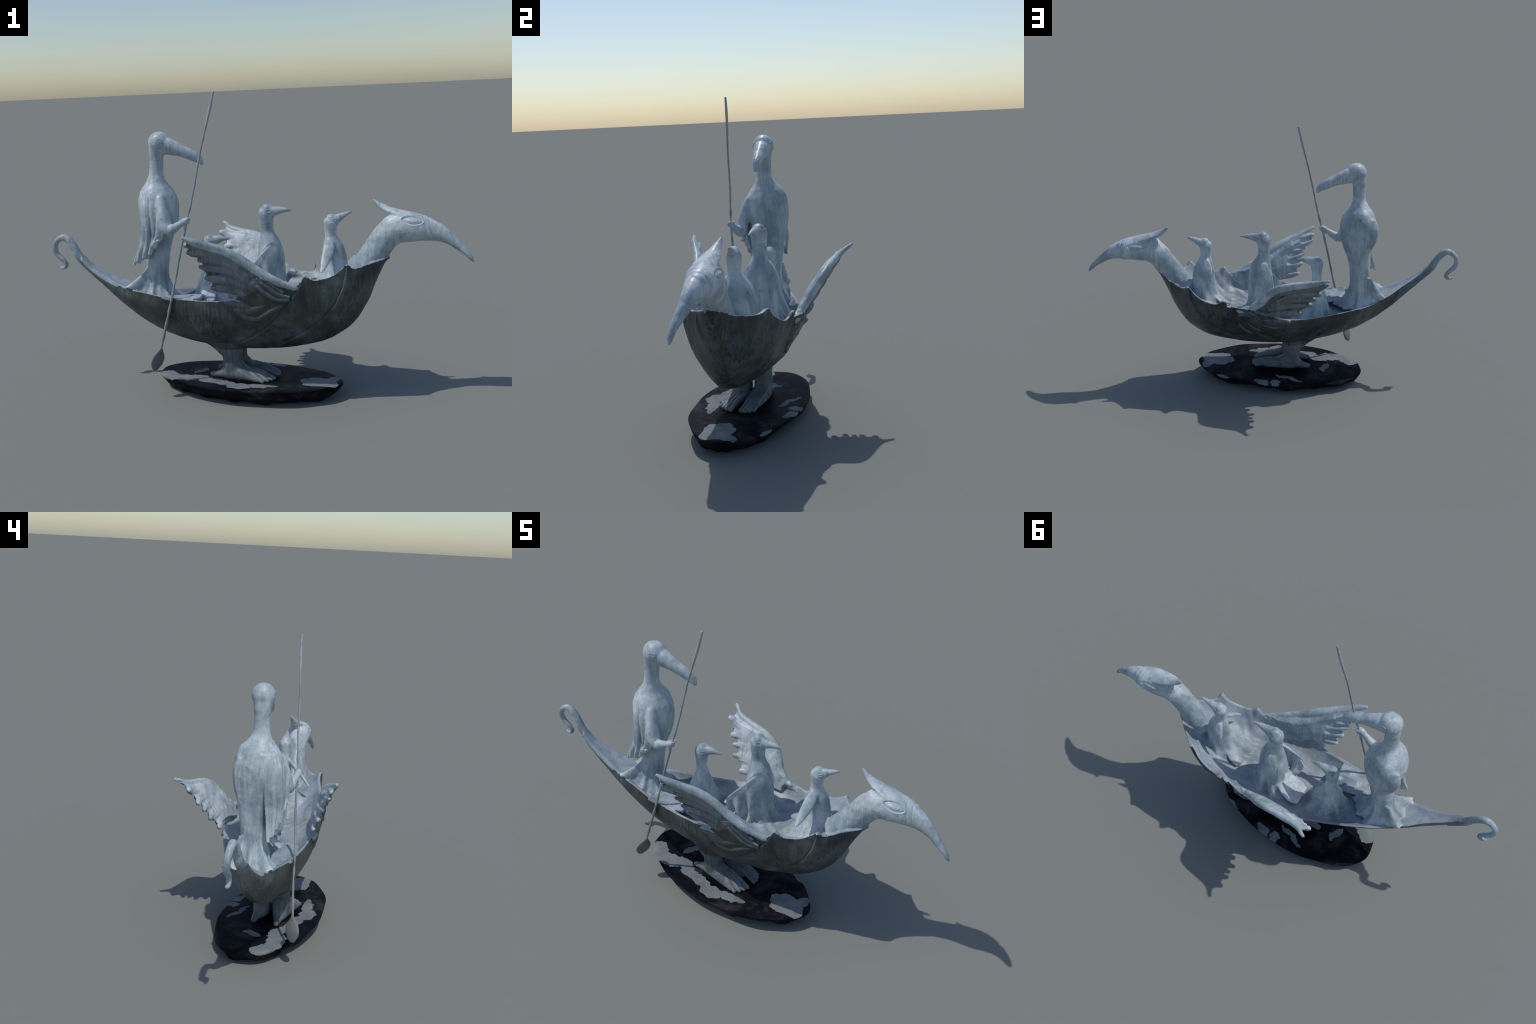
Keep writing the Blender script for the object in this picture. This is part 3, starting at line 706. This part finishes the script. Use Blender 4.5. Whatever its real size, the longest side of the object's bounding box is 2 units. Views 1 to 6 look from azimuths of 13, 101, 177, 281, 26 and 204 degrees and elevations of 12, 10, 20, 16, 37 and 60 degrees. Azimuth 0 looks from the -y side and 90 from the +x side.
made = {}
order = sorted(range(len(LABELS)), key=lambda i: {"web": 0, "shank": 0}.get(LABELS[i][-1], 1))
for i in order:
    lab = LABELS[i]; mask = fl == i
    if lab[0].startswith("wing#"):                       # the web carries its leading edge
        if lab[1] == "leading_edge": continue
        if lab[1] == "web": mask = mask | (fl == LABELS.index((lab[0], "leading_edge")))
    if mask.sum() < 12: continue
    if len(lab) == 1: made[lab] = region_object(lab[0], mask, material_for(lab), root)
    elif lab[0].startswith("wing#"):
        if lab[1] == "web": made[lab] = region_object("wing", mask, material_for(lab), root)
        else: region_object(lab[1].split("#")[0], mask, material_for(lab), made[(lab[0], "web")])
    elif lab[0].startswith("leg#"):
        if lab[1] == "shank": made[lab] = region_object("leg", mask, material_for(lab), root)
        else: region_object(lab[1].split("#")[0], mask, material_for(lab), made[(lab[0], "shank")])
    else:
        region_object(lab[1].split("#")[0], mask, material_for(lab), group(lab[0]))

# ------------------------------------------------------------------ eyes, lids
skin = BVHTree.FromPolygons([tuple(v) for v in P], [tuple(f) if f[2] != f[3] else tuple(f[:3]) for f in FQ.tolist()])
def solid(name, V, F, material, parent):
    me = mesh_from(name, V, F); me.polygons.foreach_set("use_smooth", [True]*len(me.polygons))
    return link(bpy.data.objects.new(name, me), parent, material)
def eye(center, side, length, height, tilt, r, parent, iris=True):
    """almond lid as a raised cord laid on the skin, with an iris disc inside; side = +1 left, -1 right"""
    c = A(center, float)
    t = np.linspace(0, TAU, 40, endpoint=False)
    u = np.cos(t); v = np.sign(np.sin(t))*np.abs(np.sin(t))**1.35
    px = length/2*u*math.cos(tilt) - height/2*v*math.sin(tilt); pz = length/2*u*math.sin(tilt) + height/2*v*math.cos(tilt)
    def drop(x, z, lift):
        h = skin.ray_cast(Vector((c[0] + x, c[1] + side*.08, c[2] + z)), Vector((0, -side, 0)), .12)
        return A(h[0]) + A(h[1])*lift if h[0] is not None else A((c[0] + x, c[1], c[2] + z))
    ring = A([drop(x, z, r*.25) for x, z in zip(px, pz)])
    T = unit(np.roll(ring, -1, 0) - np.roll(ring, 1, 0)); S = unit(np.cross(T, A([0, side, 0]))); N = np.cross(S, T)
    rr = r*(.75 + .35*np.abs(np.sin(t)))
    a = np.linspace(0, TAU, 10, endpoint=False)
    R = ring[:, None] + (rr[:, None]*np.cos(a))[..., None]*S[:, None] + (rr[:, None]*np.sin(a))[..., None]*N[:, None]
    F = [((i*10 + j), (i*10 + (j+1) % 10), (((i+1) % 40)*10 + (j+1) % 10), (((i+1) % 40)*10 + j)) for i in range(40) for j in range(10)]
    solid("eyelid", R.reshape(-1, 3), F, M_PALE, parent)
    if iris:
        V = [drop(0, 0, r*.9)]; F = []
        for k, f in enumerate((.5, .85, 1.0)):
            for q in a: V.append(drop(f*height*.30*math.cos(q), f*height*.30*math.sin(q), (r*.85, r*.5, -r*.4)[k]))
        F += [(0, 1 + j, 1 + (j+1) % 10) for j in range(10)]
        for k in range(2): F += [(1 + k*10 + j, 11 + k*10 + j, 11 + k*10 + (j+1) % 10, 1 + k*10 + (j+1) % 10) for j in range(10)]
        solid("eye", V, F, M_PALE, parent)
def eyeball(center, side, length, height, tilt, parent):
    """domed almond set inside the carved lids"""
    c = A(center, float); V, F, n = [], [], 28
    q = np.linspace(0, TAU, n, endpoint=False)
    for f, lift in ((.25, .0022), (.6, .0018), (.9, .0008), (1.0, -.002)):
        for t in q:
            u, v = f*math.cos(t)*length/2, f*np.sign(math.sin(t))*abs(math.sin(t))**1.3*height/2
            x, z = u*math.cos(tilt) - v*math.sin(tilt), u*math.sin(tilt) + v*math.cos(tilt)
            h = skin.ray_cast(Vector((c[0] + x, c[1] + side*.08, c[2] + z)), Vector((0, -side, 0)), .14)
            V.append(A(h[0]) + A((0, side, 0))*lift if h[0] is not None else c)
    for k in range(3):
        F += [(k*n + j, k*n + (j+1) % n, (k+1)*n + (j+1) % n, (k+1)*n + j) for j in range(n)]
    V.append(sum(V[:n])/n); F += [(len(V) - 1, (j+1) % n, j) for j in range(n)]
    if side > 0: F = [tuple(reversed(f)) for f in F]
    solid("eye", V, F, M_PALE, parent)
fh, bmn = group(FH), group(BM)
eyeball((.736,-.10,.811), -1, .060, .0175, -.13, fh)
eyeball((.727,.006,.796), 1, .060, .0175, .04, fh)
eye((-.400,-.10,1.190), -1, .024, .011, -.25, .0016, bmn); eye((-.400,0,1.190), 1, .024, .011, -.2, .0016, bmn)
for gname, c, l in ((P1, (.388,-.027,.808), .018), (P2, (.080,.006,.846), .026), (P3, (-.203,-.008,.706), .020)):
    for s in (-1, 1): eye((c[0], c[1] + s*.03, c[2]), s, l, l*.5, .1, .0015, group(gname))

# ------------------------------------------------------------------ fingers round the pole
p_top, p_low = A([-.120,-.147,1.397]), A([-.412,-.228,.232])
ax = unit(p_low - p_top)
f1 = unit(np.cross(ax, A([0, 1, 0]))); f2 = np.cross(ax, f1)
hand_c = p_top + ax*((.834 - p_top[2])/ax[2])
for k in range(4):
    c = hand_c + ax*(.0125 - k*-.0065 - .022)
    q = np.linspace(-2.4, 1.6, 9)
    ring = [tuple(c + .0095*(math.cos(t)*f1 + math.sin(t)*f2)) + (.0042, .0042) for t in q]
    V, F = ring_mesh(tube_rings(ring, normal=tuple(ax), n=10, m=20))
    solid("finger", V, F, M_PALE, bmn)

# ------------------------------------------------------------------ pole with paddle blade
t = np.linspace(0, 1, 60)
wob = np.random.default_rng(2)
rad = .0046 + .0016*np.clip(t*1.6 - .3, 0, 1) + wob.normal(0, .0009, 60)
rad[:9] = np.interp(np.arange(9), [0, 3, 8], [.0052, .0070, .0054])
st = [tuple(p_top + (p_low - p_top)*u + A([.0018*math.sin(17*u + 1), .0015*math.sin(23*u), 0])) + (r, r*.85) for u, r in zip(t, rad)]
V, F = ring_mesh(tube_rings(st, side=(0, 1, 0), n=12, m=180))
pole = solid("pole", V, F, M_POLE, root)
wdir = A([.545, .839, 0]); b0, b1 = A([-.412,-.228,.236]), A([-.446,-.2375,.136])
st = [tuple(b0 + (b1 - b0)*u) + (h, w) for u, h, w in ((0,.006,.007),(.10,.0065,.014),(.28,.008,.028),(.5,.009,.0365),(.72,.0085,.0345),(.9,.007,.024),(1,.005,.014))]
V, F = ring_mesh(tube_rings(st, side=tuple(wdir), n=24, m=40))
solid("paddle_blade", V, F, M_BLADE, pole)

# ------------------------------------------------------------------ stone base
def base_outline(th, grow=0.0):
    a, b, rot = .458 + grow, .233 + grow, math.radians(-8.8)
    k = 1 + .012*np.sin(3*th + .5) + .008*np.sin(7*th + 2) + .006*np.sin(11*th)
    u, v = a*k*np.sign(np.cos(th))*np.abs(np.cos(th))**1.04, b*k*np.sign(np.sin(th))*np.abs(np.sin(th))**1.04
    return np.stack([-.038 + u*math.cos(rot) - v*math.sin(rot), -.080 + u*math.sin(rot) + v*math.cos(rot)], -1)
n = 240; th = np.linspace(0, TAU, n, endpoint=False)
prof = [(-.40,.0665),(-.20,.0665),(-.06,.0665),(-.008,.0665),(-.002,.0655),(0,.0630),(-.001,.057),(-.006,.049),(-.013,.040),(-.022,.030),(-.036,.018),(-.052,.006),(-.07,0.0),(-.3,0.0)]
R = []
rgh = np.random.default_rng(4).uniform(0, TAU, 8)
for grow, z in prof:
    if grow < -.19: xy = base_outline(th)*0; f = 1 + grow*2.2; xy = A([-.038,-.080]) + (base_outline(th) - A([-.038,-.080]))*max(f, .08)
    else: xy = base_outline(th, grow)
    low = np.clip((.052 - z)/.04, 0, 1)
    chips = .006*np.sin(9*th + rgh[0]) + .005*np.sin(17*th + rgh[1]) + .004*np.sin(31*th + rgh[2])
    d = unit(xy - A([-.038,-.080]))
    xy = xy + d*(chips*low)[:, None]*(1 if grow > -.19 else 0)
    zz_ = z + low*(z > .001)*(.006*np.sin(6*th + rgh[3]) + .004*np.sin(15*th + rgh[4]))
    zz_ = zz_ - .052*(xy[:, 1] + .080)*np.clip(z/.055, 0, 1)      # the slab leans a little
    R.append(np.column_stack([xy, np.maximum(zz_, 0)]))
V, F = ring_mesh(A(R))
m, nt, b, ob = mat("polished_stone")
def blob(cx, cy, rx, ry, rot):
    v = mapping(nt, warp, (1/rx, 1/ry, 0), (0, 0, 0), (0, 0, 0))
    return v
wn = nt.nodes.new("ShaderNodeTexNoise"); wn.inputs["Scale"].default_value = 16; wn.inputs["Detail"].default_value = 6; wn.inputs["Roughness"].default_value = .6
nt.links.new(ob, wn.inputs["Vector"])
sub = nt.nodes.new("ShaderNodeVectorMath"); sub.operation = 'SUBTRACT'; nt.links.new(wn.outputs["Color"], sub.inputs[0]); sub.inputs[1].default_value = (.5,.5,.5)
scl = nt.nodes.new("ShaderNodeVectorMath"); scl.operation = 'SCALE'; nt.links.new(sub.outputs[0], scl.inputs[0]); scl.inputs["Scale"].default_value = .075
add = nt.nodes.new("ShaderNodeVectorMath"); add.operation = 'ADD'; nt.links.new(ob, add.inputs[0]); nt.links.new(mapping(nt, scl.outputs[0], (1, 1, 0)), add.inputs[1])
mask = None  # pale patches: reflections of the surroundings painted into the stone's colour
for cx, cy, rx, ry, rot in ((.315,-.150,.098,.066,-12),(.372,-.090,.030,.040,-30),(-.432,-.115,.062,.062,-45),(-.350,-.148,.085,.046,-14),(-.265,-.135,.050,.032,-20),
                            (-.195,-.180,.065,.032,-24),(-.115,-.215,.055,.030,-20),(-.045,-.245,.065,.036,-8),(.040,-.240,.055,.026,0),(.100,-.228,.038,.017,-12),
                            (-.285,-.035,.020,.052,-22),(-.080,.080,.082,.016,-28),(.004,.130,.020,.038,25),(.075,.108,.045,.018,-32),(.285,.050,.045,.008,-25)):
    mp = nt.nodes.new("ShaderNodeMapping"); mp.vector_type = 'TEXTURE'
    mp.inputs["Location"].default_value = (cx, cy, .07 - .052*(cy + .08)); mp.inputs["Rotation"].default_value = (0, 0, math.radians(rot)); mp.inputs["Scale"].default_value = (rx, ry, .018)
    nt.links.new(add.outputs[0], mp.inputs["Vector"])
    ln = nt.nodes.new("ShaderNodeVectorMath"); ln.operation = 'LENGTH'; nt.links.new(mp.outputs[0], ln.inputs[0])
    s = math_(nt, 'LESS_THAN', ln.outputs["Value"], 1.0)
    mask = s if mask is None else math_(nt, 'MAXIMUM', mask, s)
cloud = noise(nt, ob, 9, 6, .65, .5)
darkc = ramp(nt, cloud, [(.38, (.003,.0035,.006)), (.54, (.010,.011,.015)), (.70, (.046,.039,.043))])
reflect_c = ramp(nt, noise(nt, ob, 14, 5, .6), [(.35, (.15,.17,.185)), (.65, (.24,.255,.265))])
nt.links.new(mix(nt, mask, darkc, reflect_c), b.inputs["Base Color"])
b.inputs["Roughness"].default_value = .5; b.inputs["Specular IOR Level"].default_value = .03
bump(nt, b, noise(nt, ob, 60, 5, .6), .12, .003)
solid("stone_base", V, F, m, root)
